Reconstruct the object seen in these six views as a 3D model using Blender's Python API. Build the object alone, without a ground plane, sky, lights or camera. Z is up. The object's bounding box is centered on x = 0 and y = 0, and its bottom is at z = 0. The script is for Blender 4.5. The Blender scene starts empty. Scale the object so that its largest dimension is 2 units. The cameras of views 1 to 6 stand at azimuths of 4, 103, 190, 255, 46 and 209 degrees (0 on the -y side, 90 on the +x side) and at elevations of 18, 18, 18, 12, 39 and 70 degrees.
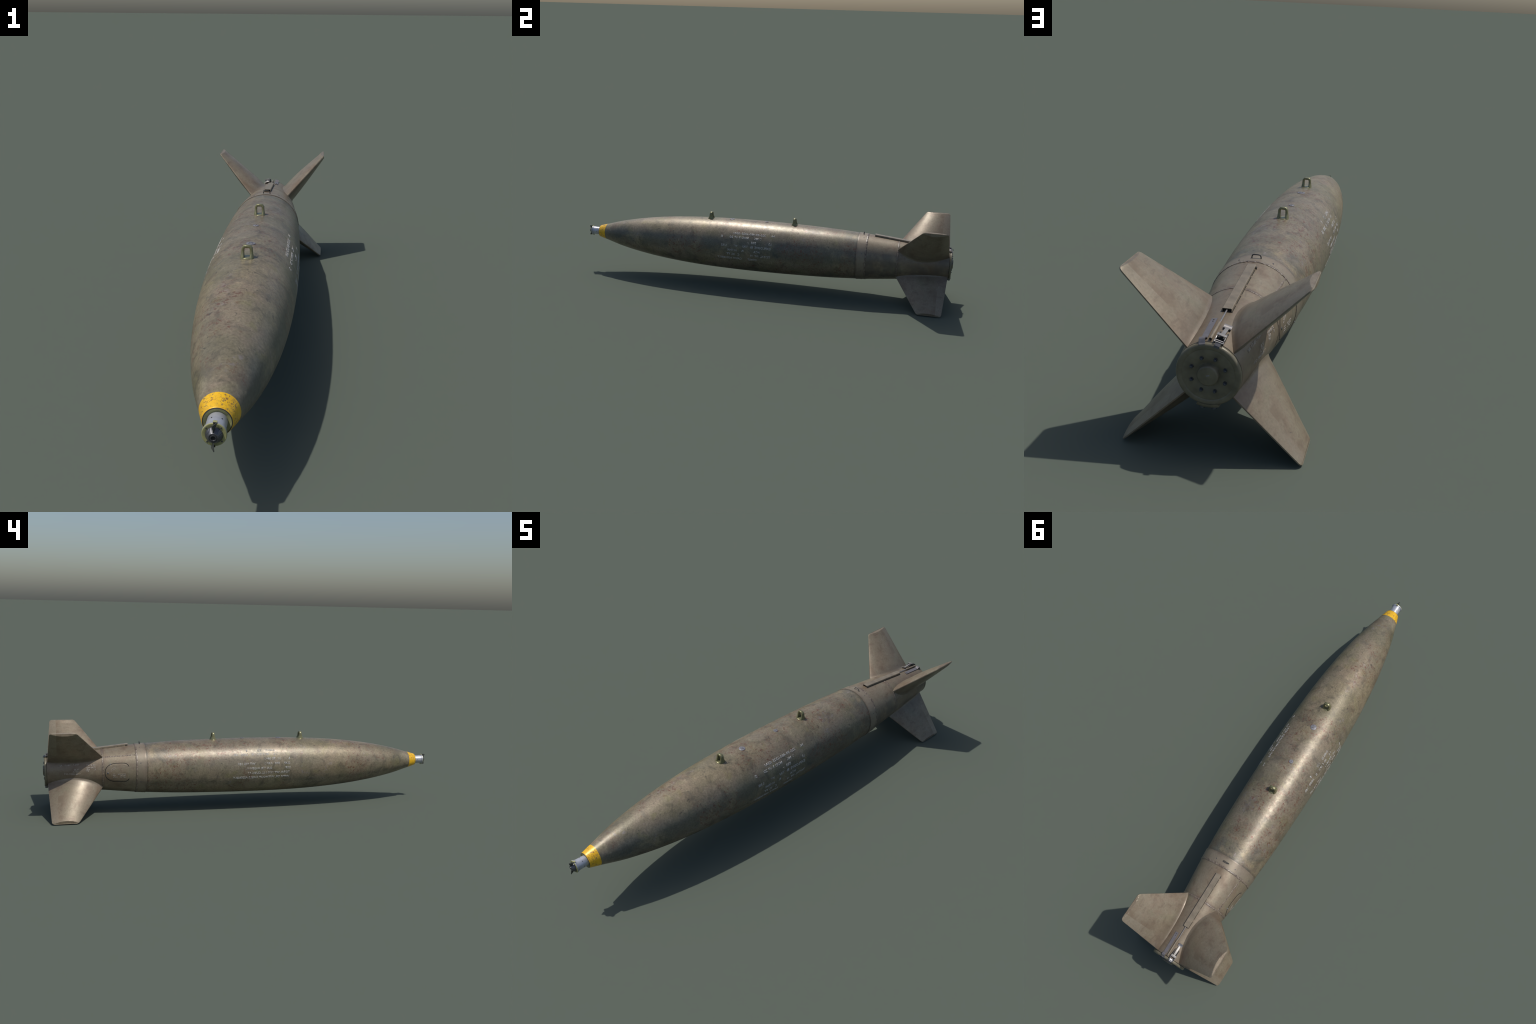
# Weathered free-fall practice bomb: lathed casing, yellow nose band, nose fuze,
# two suspension lugs, conical tail sleeve with four wedge fins and tail hardware.
import bpy, bmesh, math, random
from math import sin, cos, pi, radians, sqrt, exp, hypot, atan2
from mathutils import Vector, Matrix, noise

random.seed(7)
ZC = 0.2134                      # height of the long axis above the ground


# ------------------------------------------------------------------ helpers
def link(name, me, mat=None, parent=None, smooth=True, angle=35):
    ob = bpy.data.objects.new(name, me)
    bpy.context.scene.collection.objects.link(ob)
    if mat:
        me.materials.clear()
        me.materials.append(mat)
    if smooth:
        me.polygons.foreach_set("use_smooth", [True] * len(me.polygons))
        if angle and hasattr(me, "set_sharp_from_angle"):
            me.set_sharp_from_angle(angle=radians(angle))
    if parent:
        ob.parent = parent
    return ob


def mesh_from(name, verts, faces):
    me = bpy.data.meshes.new(name)
    me.from_pydata([tuple(v) for v in verts], [], faces)
    me.validate()
    bm = bmesh.new()
    bm.from_mesh(me)
    bmesh.ops.recalc_face_normals(bm, faces=bm.faces)
    bm.to_mesh(me)
    bm.free()
    return me


def lathe(name, prof, seg=96, disp=None, close=False):
    """Surface of revolution about the bomb axis; prof is a list of (y, r)."""
    verts, faces, rings = [], [], []
    for (y, r) in prof:
        if r < 1e-6:
            rings.append([len(verts)])
            verts.append((0, y, ZC))
        else:
            ring = []
            for i in range(seg):
                a = 2 * pi * i / seg
                rr = r + (disp(y, a) if disp else 0)
                ring.append(len(verts))
                verts.append((rr * sin(a), y, ZC + rr * cos(a)))
            rings.append(ring)
    pairs = list(zip(rings[:-1], rings[1:]))
    if close:
        pairs.append((rings[-1], rings[0]))
    for A, B in pairs:
        for i in range(seg):
            j = (i + 1) % seg
            if len(A) == 1 and len(B) == 1:
                continue
            if len(A) == 1:
                faces.append((A[0], B[j], B[i]))
            elif len(B) == 1:
                faces.append((A[i], A[j], B[0]))
            else:
                faces.append((A[i], A[j], B[j], B[i]))
    return mesh_from(name, verts, faces)


def loft(name, sections, cap=True, closed=False):
    n = len(sections[0])
    verts = [v for s in sections for v in s]
    faces = []
    m = len(sections)
    for k in range(m if closed else m - 1):
        a, b = k * n, ((k + 1) % m) * n
        for i in range(n):
            j = (i + 1) % n
            faces.append((a + i, a + j, b + j, b + i))
    if cap and not closed:
        faces.append(tuple(range(n)))
        faces.append(tuple(range((m - 1) * n, m * n)))
    return mesh_from(name, verts, faces)


def sweep(name, path, rad, sides=10, closed=False, rough=0.0, freq=300.0, flat=1.0):
    """Round tube along a list of points; rough adds an irregular bead."""
    pts = [Vector(p) for p in path]
    n = len(pts)
    secs = []
    for k, p in enumerate(pts):
        q0 = pts[k - 1] if (k > 0 or closed) else p
        q1 = pts[(k + 1) % n] if (k < n - 1 or closed) else p
        t = (q1 - q0).normalized()
        up = Vector((p.x, 0, p.z - ZC))
        up = up - t * up.dot(t)
        if up.length < 1e-4:
            up = Vector((1, 0, 0)) - t * t.x
        up.normalize()
        side = t.cross(up)
        sec = []
        for i in range(sides):
            a = 2 * pi * i / sides
            d = up * cos(a) + side * sin(a)
            r = rad
            if rough:
                r *= 1 + rough * noise.noise((p + d * rad) * freq)
            d = up * cos(a) + side * sin(a) * flat
            sec.append(p + d * r)
        secs.append(sec)
    return loft(name, secs, closed=closed)


def box(name, size, frame, bevel=0.0008, seg=2, taper=None):
    """Bevelled block: size (u, v, w) centred in the given 4x4 frame."""
    bm = bmesh.new()
    bmesh.ops.create_cube(bm, size=1.0)
    for v in bm.verts:
        v.co = Vector((v.co.x * size[0], v.co.y * size[1], v.co.z * size[2]))
        if taper and v.co.z > 0:
            v.co.x *= taper[0]
            v.co.y *= taper[1]
    if bevel:
        bmesh.ops.bevel(bm, geom=list(bm.edges), offset=bevel, segments=seg,
                        affect='EDGES', profile=0.6)
    bm.transform(frame)
    me = bpy.data.meshes.new(name)
    bm.to_mesh(me)
    bm.free()
    return me


def merge(name, parts):
    bm = bmesh.new()
    for p in parts:
        bm.from_mesh(p)
        bpy.data.meshes.remove(p)
    me = bpy.data.meshes.new(name)
    bm.to_mesh(me)
    bm.free()
    return me


def spin(name, prof, frame, seg=32):
    """Lathe around local w: prof is a list of (radius, height)."""
    verts, faces, rings = [], [], []
    for (r, h) in prof:
        if r < 1e-7:
            rings.append([len(verts)])
            verts.append(frame @ Vector((0, 0, h)))
        else:
            ring = []
            for i in range(seg):
                a = 2 * pi * i / seg
                ring.append(len(verts))
                verts.append(frame @ Vector((r * cos(a), r * sin(a), h)))
            rings.append(ring)
    for A, B in zip(rings[:-1], rings[1:]):
        for i in range(seg):
            j = (i + 1) % seg
            if len(A) == 1:
                faces.append((A[0], B[i], B[j]))
            elif len(B) == 1:
                faces.append((A[i], B[0], A[j]))
            else:
                faces.append((A[i], B[i], B[j], A[j]))
    return mesh_from(name, verts, faces)


def spline(tab, y):
    """Smooth (Catmull-Rom / Hermite) interpolation through (y, r) stations."""
    if y <= tab[0][0]:
        return tab[0][1]
    if y >= tab[-1][0]:
        return tab[-1][1]
    for k in range(len(tab) - 1):
        if tab[k][0] <= y <= tab[k + 1][0]:
            break

    def slope(i):
        a, b = tab[max(i - 1, 0)], tab[min(i + 1, len(tab) - 1)]
        return (b[1] - a[1]) / (b[0] - a[0])
    (y0, r0), (y1, r1) = tab[k], tab[k + 1]
    h = y1 - y0
    t = (y - y0) / h
    return ((2 * t ** 3 - 3 * t ** 2 + 1) * r0 + (t ** 3 - 2 * t ** 2 + t) * h * slope(k)
            + (-2 * t ** 3 + 3 * t ** 2) * r1 + (t ** 3 - t ** 2) * h * slope(k + 1))


# body radius along the axis (metres)
BODY = [(-0.935, 0.0305), (-0.893, 0.0425), (-0.80, 0.0690), (-0.70, 0.0900), (-0.60, 0.1058),
        (-0.50, 0.1174), (-0.40, 0.1257), (-0.30, 0.1313), (-0.20, 0.1347), (-0.10, 0.1364),
        (0.0, 0.1368), (0.10, 0.1361), (0.20, 0.1344), (0.30, 0.1318), (0.40, 0.1279),
        (0.53, 0.1202)]
SLEEVE = [(0.517, 0.1222), (0.56, 0.1186), (0.64, 0.1106), (0.722, 0.1020), (0.80, 0.0933),
          (0.90, 0.0822), (0.98, 0.0738)]


def body_r(y):
    return spline(BODY, y)


def sleeve_r(y):
    return spline(SLEEVE, y)


def surf_r(y):
    return sleeve_r(y) if y > 0.517 else body_r(y)


def on_surface(y, ang, h=0.0):
    r = surf_r(y) + h
    return Vector((r * sin(ang), y, ZC + r * cos(ang)))


def tangent_frame(y, ang, h=0.0, rot=0.0):
    """Local frame on the skin: u = around, v = along the axis, w = outward."""
    d = 0.004
    m = (surf_r(y + d) - surf_r(y - d)) / (2 * d)
    rad = Vector((sin(ang), 0, cos(ang)))
    v = (Vector((0, 1, 0)) + rad * m).normalized()
    u = v.cross(rad).normalized()
    w = u.cross(v)
    M = Matrix((u, v, w)).transposed().to_4x4()
    M.translation = on_surface(y, ang, 0) + w * h
    return M @ Matrix.Rotation(rot, 4, 'Z')


# ---------------------------------------------------------------- materials
class Nodes:
    def __init__(self, name):
        self.mat = bpy.data.materials.new(name)
        self.mat.use_nodes = True
        self.t = self.mat.node_tree
        self.b = self.t.nodes["Principled BSDF"]
        self.tc = self.n("ShaderNodeTexCoord")
        self.obj = self.tc.outputs["Object"]

    def n(self, kind, **kw):
        nd = self.t.nodes.new(kind)
        for k, v in kw.items():
            setattr(nd, k, v)
        return nd

    def set(self, sock, val):
        if isinstance(val, bpy.types.NodeSocket):
            self.t.links.new(val, sock)
        else:
            sock.default_value = val

    def mapped(self, scale=(1, 1, 1), loc=(0, 0, 0), rot=(0, 0, 0)):
        m = self.n("ShaderNodeMapping")
        self.set(m.inputs[0], self.obj)
        m.inputs["Location"].default_value = loc
        m.inputs["Rotation"].default_value = rot
        m.inputs["Scale"].default_value = scale
        return m.outputs[0]

    def noise(self, scale, detail=4, rough=0.55, dist=0.0, vec=None, loc=None, col=False):
        nd = self.n("ShaderNodeTexNoise")
        if vec is None:
            vec = self.mapped(loc=loc) if loc else self.obj
        self.set(nd.inputs["Vector"], vec)
        nd.inputs["Scale"].default_value = scale
        nd.inputs["Detail"].default_value = detail
        nd.inputs["Roughness"].default_value = rough
        nd.inputs["Distortion"].default_value = dist
        return nd.outputs["Color" if col else "Fac"]

    def ramp(self, fac, stops, interp='LINEAR'):
        nd = self.n("ShaderNodeValToRGB")
        cr = nd.color_ramp
        cr.interpolation = interp
        while len(cr.elements) < len(stops):
            cr.elements.new(0.5)
        for e, (p, c) in zip(cr.elements, stops):
            e.position = p
            e.color = (c, c, c, 1) if isinstance(c, (int, float)) else (*c, 1)
        self.set(nd.inputs[0], fac)
        return nd.outputs[0]

    def mask(self, fac, lo, hi):
        nd = self.n("ShaderNodeMapRange")
        nd.interpolation_type = 'SMOOTHSTEP'
        self.set(nd.inputs["Value"], fac)
        nd.inputs["From Min"].default_value = lo
        nd.inputs["From Max"].default_value = hi
        return nd.outputs[0]

    def math(self, op, a, b=0.0):
        nd = self.n("ShaderNodeMath", operation=op)
        self.set(nd.inputs[0], a)
        self.set(nd.inputs[1], b)
        return nd.outputs[0]

    def mul(self, *a):
        r = a[0]
        for x in a[1:]:
            r = self.math('MULTIPLY', r, x)
        return r

    def mix(self, fac, a, b, mode='MIX'):
        nd = self.n("ShaderNodeMix", data_type='RGBA', blend_type=mode)
        self.set(nd.inputs[0], fac)
        for s, v in ((nd.inputs[6], a), (nd.inputs[7], b)):
            if isinstance(v, (tuple, list)):
                v = (*v, 1) if len(v) == 3 else v
            self.set(s, v)
        return nd.outputs[2]

    def axis(self, which):
        nd = self.n("ShaderNodeSeparateXYZ")
        self.set(nd.inputs[0], self.obj)
        return nd.outputs[which]

    def bump(self, h, strength=0.3, dist=0.001, prev=None):
        nd = self.n("ShaderNodeBump")
        nd.inputs["Strength"].default_value = strength
        nd.inputs["Distance"].default_value = dist
        self.set(nd.inputs["Height"], h)
        if prev is not None:
            self.set(nd.inputs["Normal"], prev)
        return nd.outputs[0]

    def out(self, color, rough=0.5, metal=0.0, normal=None, spec=0.5):
        self.set(self.b.inputs["Base Color"], (*color, 1) if isinstance(color, tuple) else color)
        self.set(self.b.inputs["Roughness"], rough)
        self.set(self.b.inputs["Metallic"], metal)
        self.b.inputs["Specular IOR Level"].default_value = spec
        if normal is not None:
            self.set(self.b.inputs["Normal"], normal)
        return self.mat


def body_layers(N):
    """Shared weathered olive-brown paint; returns colour and bump height."""
    big = N.noise(7, 3, 0.55, 0.4)
    mid = N.noise(24, 6, 0.62, 0.6, loc=(3, 1, 2))
    fine = N.noise(150, 5, 0.7, loc=(1, 5, 2))
    base = N.ramp(big, [(0.30, (0.132, 0.117, 0.078)), (0.45, (0.172, 0.149, 0.106)),
                        (0.56, (0.186, 0.153, 0.115)), (0.72, (0.166, 0.153, 0.100))])
    base = N.mix(N.mul(N.mask(mid, 0.50, 0.68), 0.75), base, (0.083, 0.073, 0.055))
    base = N.mix(N.mul(N.mask(mid, 0.46, 0.30), 0.60), base, (0.240, 0.210, 0.152))
    olive = N.mul(N.mask(N.noise(18, 3, 0.6, loc=(2, 6, 6)), 0.56, 0.70), 0.5)
    base = N.mix(olive, base, (0.165, 0.152, 0.078))
    # blue-grey grime: a band low on the right flank and a collar before the sleeve
    x, y, z = N.axis(0), N.axis(1), N.axis(2)
    band = N.mul(N.mask(x, 0.02, 0.06), N.mask(z, ZC - 0.055, ZC + 0.01), N.mask(z, ZC + 0.085, ZC + 0.03))
    collar = N.mul(N.mask(y, 0.34, 0.49), N.mask(z, ZC + 0.02, ZC + 0.09), 1.25)
    grime_n = N.noise(11, 5, 0.6, 0.5, loc=(7, 2, 9))
    grime = N.math('ADD', N.mul(N.math('MAXIMUM', band, N.mul(collar, 0.8)), N.mask(grime_n, 0.32, 0.56)),
                   N.mul(N.mask(grime_n, 0.60, 0.74), 0.55))
    base = N.mix(N.mul(grime, 0.75), base, (0.070, 0.075, 0.070))
    # pale violet-grey rubbed spots
    pale = N.mul(N.mask(N.noise(9, 2, 0.5, loc=(4, 4, 1)), 0.55, 0.68), N.mask(N.noise(55, 4, 0.6, loc=(2, 8, 3)), 0.52, 0.66))
    base = N.mix(N.mul(pale, 0.55), base, (0.190, 0.170, 0.180))
    # scattered dark pits and scuffs
    pit = N.mul(N.mask(N.noise(48, 3, 0.55, 0.8, loc=(8, 1, 1)), 0.64, 0.72), N.mask(N.noise(5, 2, loc=(1, 9, 4)), 0.40, 0.6))
    base = N.mix(N.mul(pit, 0.75), base, (0.040, 0.037, 0.033))
    base = N.mix(0.85, base, N.ramp(fine, [(0.28, 0.60), (0.5, 1.0), (0.72, 1.35)]), 'MULTIPLY')
    drift = N.noise(3.2, 2, 0.5, 0.3, loc=(6, 6, 2))
    base = N.mix(0.9, base, N.ramp(drift, [(0.34, (0.80, 0.83, 0.86)), (0.5, (1.0, 1.0, 1.0)), (0.66, (1.11, 1.06, 1.0))]), 'MULTIPLY')
    blot = N.mul(N.mask(N.noise(15, 5, 0.65, 0.5, loc=(11, 4, 8)), 0.55, 0.68), 0.55)
    base = N.mix(blot, base, (0.092, 0.080, 0.064))
    speck = N.mul(N.mask(N.noise(150, 3, 0.6, 0.6, loc=(3, 9, 4)), 0.62, 0.68), N.mask(N.noise(8, 3, 0.6, loc=(2, 1, 12)), 0.40, 0.62))
    base = N.mix(N.mul(speck, 0.6), base, (0.050, 0.046, 0.040))
    scrape = N.mul(N.mask(N.noise(26, 3, 0.55, 2.5, vec=N.mapped(scale=(2.6, 1.0, 2.6), rot=(0.4, 0.2, 0.5))), 0.655, 0.70), N.mask(N.noise(6, 2, loc=(5, 12, 1)), 0.45, 0.6))
    base = N.mix(N.mul(scrape, 0.5), base, (0.060, 0.052, 0.046))
    base = N.mix(N.mul(N.mask(y, 0.505, 0.517), 0.55), base, (0.050, 0.046, 0.040))
    # rust: fine flecks gathered in clusters
    bias = N.math('ADD', N.mul(N.mask(y, 0.05, 0.20), 0.075), N.mul(N.mask(y, -0.30, -0.48), 0.035))
    cluster = N.mask(N.math('ADD', N.noise(7, 3, 0.55, loc=(9, 3, 5)), bias), 0.515, 0.635)
    fleck = N.mask(N.noise(90, 6, 0.70, 0.8, loc=(5, 5, 5)), 0.53, 0.62)
    rust = N.mul(cluster, fleck)
    base = N.mix(N.mul(cluster, 0.13), base, (0.150, 0.098, 0.070))
    base = N.mix(N.mul(rust, 0.90), base, (0.105, 0.042, 0.029))
    base = N.mix(1.0, base, (1.155, 1.140, 1.06), 'MULTIPLY')
    h = N.math('ADD', N.mul(fine, 0.75), N.mul(mid, 0.12))
    return base, h, fine


def mat_body():
    N = Nodes("casing_paint")
    col, h, fine = body_layers(N)
    r = N.ramp(N.noise(60, 4, 0.6, loc=(2, 2, 7)), [(0.3, 0.36), (0.7, 0.46)])
    nb = N.bump(h, 0.30, 0.0010)
    return N.out(col, r, 0.20, nb, 0.5)


def mat_yellow():
    N = Nodes("yellow_band_paint")
    col = N.ramp(N.noise(30, 4), [(0.3, (0.64, 0.34, 0.012)), (0.55, (0.80, 0.46, 0.014)), (0.75, (0.70, 0.37, 0.013))])
    chip = N.mul(N.mask(N.noise(190, 5, 0.68, 1.0, loc=(3, 3, 3)), 0.53, 0.575), N.mask(N.noise(30, 4, 0.6, loc=(6, 1, 1)), 0.42, 0.56))
    under = N.ramp(N.noise(60, 2, loc=(1, 2, 9)), [(0.42, (0.10, 0.088, 0.060)), (0.58, (0.13, 0.055, 0.042))])
    col = N.mix(N.mul(chip, 0.85), col, under)
    return N.out(col, 0.36, 0.1, N.bump(N.noise(150, 4), 0.25, 0.001), 0.5)


TAN = (0.185, 0.150, 0.112)


def sleeve_layers(N, s=1.0, off=(0, 0, 0)):
    big = N.noise(9 * s, 3, 0.55, 0.6, loc=off)
    mid = N.noise(30 * s, 5, 0.6, 0.4, loc=(off[0] + 4, off[1], off[2]))
    fine = N.noise(170, 4, 0.65, loc=(1, 1, 6))
    col = N.ramp(big, [(0.28, (0.152, 0.112, 0.076)), (0.42, (0.196, 0.157, 0.116)),
                       (0.55, (0.204, 0.174, 0.128)), (0.72, (0.190, 0.147, 0.108))])
    col = N.mix(N.mul(N.mask(mid, 0.50, 0.70), 0.48), col, (0.122, 0.085, 0.060))
    col = N.mix(N.mul(N.mask(mid, 0.46, 0.28), 0.5), col, (0.245, 0.222, 0.172))
    green = N.mul(N.mask(N.noise(13, 3, 0.6, loc=(off[0] + 8, 3, 5)), 0.56, 0.72), 0.45)
    col = N.mix(green, col, (0.170, 0.162, 0.110))
    streak = N.mul(N.mask(N.noise(22, 4, 0.6, 0.3, vec=N.mapped(scale=(3.2, 0.8, 3.2), loc=(off[0], 2, 1))), 0.56, 0.70), 0.40)
    col = N.mix(streak, col, (0.105, 0.078, 0.060))
    scuff = N.mul(N.mask(N.noise(60, 4, 0.6, 1.5, loc=(2, 7, 7)), 0.66, 0.74), 0.6)
    col = N.mix(scuff, col, (0.075, 0.060, 0.055))
    col = N.mix(0.7, col, N.ramp(fine, [(0.28, 0.78), (0.5, 1.0), (0.72, 1.18)]), 'MULTIPLY')
    col = N.mix(1.0, col, (1.01, 0.985, 0.915), 'MULTIPLY')
    return col, N.math('ADD', N.mul(mid, 0.7), N.mul(fine, 0.2))


def mat_sleeve():
    N = Nodes("sleeve_paint")
    col, h = sleeve_layers(N)
    y, z, x = N.axis(1), N.axis(2), N.axis(0)
    # sooty stains on the right flank behind the collar and beside the tail fins
    st = N.mul(N.mask(x, 0.03, 0.08), N.mask(z, ZC + 0.08, ZC + 0.03), N.mask(N.noise(16, 4, 0.6, loc=(3, 3, 1)), 0.38, 0.62))
    col = N.mix(N.mul(st, 0.55), col, (0.075, 0.073, 0.066))
    aft = N.mul(N.mask(y, 0.72, 0.80), 0.30)
    col = N.mix(aft, col, (0.120, 0.088, 0.068))
    for yc in (0.561, 0.7235):          # dirt gathered along the weld rings
        d = N.math('ABSOLUTE', N.math('SUBTRACT', y, yc))
        col = N.mix(N.mul(N.mask(d, 0.012, 0.002), N.mask(N.noise(50, 3, loc=(5, 2, 2)), 0.35, 0.6), 0.6), col, (0.085, 0.060, 0.052))
    return N.out(col, N.ramp(h, [(0.3, 0.38), (0.7, 0.48)]), 0.22, N.bump(h, 0.22, 0.0010), 0.5)


def mat_collar():
    N = Nodes("collar_paint")
    col, h = sleeve_layers(N)
    col = N.mix(0.38, col, (0.222, 0.188, 0.146))
    edge = N.math('ABSOLUTE', N.math('SUBTRACT', N.axis(1), 0.541))
    col = N.mix(N.mul(N.mask(edge, 0.012, 0.023), N.mask(N.noise(28, 4, 0.6, loc=(6, 3, 3)), 0.38, 0.62), 0.6), col, (0.105, 0.078, 0.060))
    return N.out(col, 0.44, 0.2, N.bump(h, 0.15, 0.0008), 0.5)


def mat_fin():
    N = Nodes("fin_paint")
    col, h = sleeve_layers(N, 0.9, (2, 5, 1))
    y, z = N.axis(1), N.axis(2)
    # fresher strip along the trailing edge with a hard masked border
    strip = N.mask(y, 0.9335, 0.9345)
    col = N.mix(N.mul(strip, N.mask(z, 0.16, 0.24), 0.15), col, (0.235, 0.202, 0.160))
    stain = N.mul(N.mask(y, 0.885, 0.93), N.math('SUBTRACT', 1.0, N.mul(strip, N.mask(z, 0.10, 0.20))), N.mask(N.noise(14, 3, loc=(5, 5, 5)), 0.40, 0.60))
    col = N.mix(N.mul(stain, 0.55), col, (0.135, 0.092, 0.058))
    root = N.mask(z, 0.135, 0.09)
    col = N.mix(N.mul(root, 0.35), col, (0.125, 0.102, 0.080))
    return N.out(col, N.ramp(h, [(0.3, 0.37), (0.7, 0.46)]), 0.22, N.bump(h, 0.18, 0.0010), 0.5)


def mat_weld():
    N = Nodes("weld_bead")
    n = N.noise(120, 4, 0.65)
    col = N.ramp(n, [(0.38, (0.080, 0.058, 0.046)), (0.50, (0.155, 0.122, 0.090)), (0.66, (0.215, 0.180, 0.140))])
    return N.out(col, 0.36, 0.0, N.bump(n, 0.5, 0.001))


def simple(name, col, rough=0.45, metal=0.0, var=0.15, scale=80, spec=0.5, bump=0.15):
    N = Nodes(name)
    n = N.noise(scale, 4, 0.6)
    lo = tuple(c * (1 - var) for c in col)
    hi = tuple(min(1, c * (1 + var)) for c in col)
    c = N.ramp(n, [(0.3, lo), (0.7, hi)])
    return N.out(c, rough, metal, N.bump(n, bump, 0.0006), spec)


def mat_lettering():
    N = Nodes("worn_stencil_paint")
    col, h, fine = body_layers(N)
    w = N.mask(N.noise(85, 4, 0.65, loc=(1, 2, 3)), 0.32, 0.50)
    w2 = N.mask(N.noise(22, 3, 0.6, loc=(4, 2, 3)), 0.30, 0.46)
    c = N.mix(N.math('ADD', 0.16, N.mul(w, w2, 0.80)), col, (0.41, 0.40, 0.385))
    return N.out(c, 0.42, 0.0, N.bump(h, 0.3, 0.001))


def mat_sleeve_lettering():
    N = Nodes("worn_tail_stencil_paint")
    col, h = sleeve_layers(N)
    w = N.mask(N.noise(120, 4, 0.65, loc=(1, 2, 3)), 0.34, 0.6)
    c = N.mix(N.math('ADD', 0.10, N.mul(w, 0.70)), col, (0.40, 0.37, 0.34))
    return N.out(c, 0.46, 0.0, N.bump(h, 0.2, 0.001))


M_BODY = mat_body()
M_YEL = mat_yellow()
M_SLEEVE = mat_sleeve()
M_COLLAR = mat_collar()
M_FIN = mat_fin()
M_WELD = mat_weld()
M_TEXT = mat_lettering()
M_TEXT2 = mat_sleeve_lettering()
M_ALU = simple("brushed_aluminium", (0.44, 0.45, 0.49), 0.36, 0.45, 0.10, 60)
M_OLIVE = simple("olive_zinc", (0.200, 0.192, 0.102), 0.30, 0.45, 0.2, 120)
M_OLIVE_FLAT = simple("olive_flange", (0.30, 0.295, 0.13), 0.5, 0.1, 0.15, 120)
M_DARK = simple("dark_rubber", (0.030, 0.031, 0.030), 0.55, 0.0, 0.2)
M_HOLE = simple("hole_black", (0.008, 0.008, 0.008), 0.9, 0.0, 0.1)
M_GUN = simple("gunmetal", (0.100, 0.102, 0.112), 0.36, 0.7, 0.25, 90)
M_VANE = simple("vane_steel", (0.080, 0.083, 0.076), 0.42, 0.5, 0.2)
M_PLUG = simple("zinc_plug", (0.185, 0.183, 0.200), 0.5, 0.25, 0.12)
M_STEEL = simple("bright_steel", (0.30, 0.285, 0.275), 0.30, 0.6, 0.15)
M_PLATE = simple("grey_plate", (0.215, 0.205, 0.195), 0.40, 0.2, 0.12)
M_STRAP = simple("strap_steel", (0.165, 0.155, 0.160), 0.42, 0.3, 0.15)
M_CAP = simple("tail_cap_olive", (0.140, 0.124, 0.082), 0.42, 0.1, 0.25, 40)
M_CHAN = simple("channel_tan", (0.180, 0.150, 0.108), 0.40, 0.0, 0.22, 45)
M_BOLT = simple("blued_bolt", (0.085, 0.092, 0.110), 0.35, 0.7, 0.2)


# -------------------------------------------------------------- root object
root = bpy.data.objects.new("aircraft_bomb", None)
bpy.context.scene.collection.objects.link(root)
root.empty_display_size = 0.2
root["label"] = "weathered olive-brown aircraft bomb, yellow nose band, four tail fins"
root["category"] = "aircraft bomb"


# ------------------------------------------------------------------- casing
def lumps(y, a):
    p = Vector((sin(a) * 0.136, y, cos(a) * 0.136))
    return 0.00012 * noise.noise(p * 12) + 0.00003 * noise.noise(p * 50)


ys = [-0.8925 + (0.526 + 0.8925) * i / 210 for i in range(211)]
casing = link("casing", lathe("casing", [(y, body_r(y)) for y in ys], 220, lumps), M_BODY, root, angle=None)

# yellow nose band with a blunt dark lip
band = [(-0.8925, body_r(-0.8925) + 0.0004)]
band += [(y, body_r(y) + 0.0005) for y in [-0.8925 - 0.004 * i for i in range(1, 11)]]
band += [(-0.9345, 0.0303)]
nose_band = link("nose_band", lathe("nose_band", band, 128), M_YEL, root)
link("nose_lip", lathe("nose_lip", [(-0.9338, 0.0307), (-0.9352, 0.0303), (-0.9356, 0.0290), (-0.9340, 0.0280)], 96),
     M_DARK, nose_band)
link("fuze_seat", lathe("fuze_seat", [(-0.9350, 0.0289), (-0.9346, 0.0282), (-0.9325, 0.0240), (-0.931, 0.0195)], 96),
     M_OLIVE_FLAT, nose_band)

# --------------------------------------------------------------- nose fuze
fuze = link("nose_fuze", lathe("nose_fuze", [
    (-0.925, 0.0206), (-0.962, 0.0208), (-0.9715, 0.0215), (-0.9725, 0.0224), (-0.9745, 0.0226), (-0.9752, 0.0217),
    (-0.9765, 0.0217), (-0.9770, 0.0240), (-0.9785, 0.0247), (-0.9815, 0.0245)], 96), M_ALU, root)
link("fuze_flange", lathe("fuze_flange", [(-0.9812, 0.0246), (-0.9828, 0.0243), (-0.9834, 0.0234),
                                          (-0.9832, 0.0170), (-0.982, 0.0150)], 96), M_OLIVE_FLAT, fuze)
link("arming_cone", lathe("arming_cone", [
    (-0.9825, 0.0172), (-0.9845, 0.0172), (-0.9858, 0.0166), (-0.9950, 0.0108), (-0.9962, 0.0098), (-0.9964, 0.0082),
    (-0.9955, 0.0078), (-0.9956, 0.0068), (-0.9970, 0.0064), (-0.9972, 0.0048), (-0.9968, 0.0044), (-0.9900, 0.0042),
    (-0.9900, 0.0)], 144, lambda y, a: 0.00022 * sin(24 * a) if -0.9955 < y < -0.984 else 0.0), M_GUN, fuze)
link("cone_bore", lathe("cone_bore", [(-0.9957, 0.0041), (-0.9957, 0.0)], 32), M_HOLE, fuze)
scr = spin("flange_screw", [(0, 0.0012), (0.0012, 0.0012), (0.0017, 0.0008), (0.0018, -0.001)], Matrix.Identity(4), 16)
for k in range(4):
    a = radians(42 + 90 * k)
    ob = link("flange_screw", scr if k == 0 else scr, M_GUN, fuze)
    ob.matrix_local = Matrix.Translation((0.0203 * sin(a), -0.9833, ZC + 0.0203 * cos(a))) @ Matrix.Rotation(radians(90), 4, 'X')
hole = spin("fuze_hole", [(0, 0.0003), (0.0015, 0.0003), (0.0016, -0.001)], Matrix.Identity(4), 16)
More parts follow.
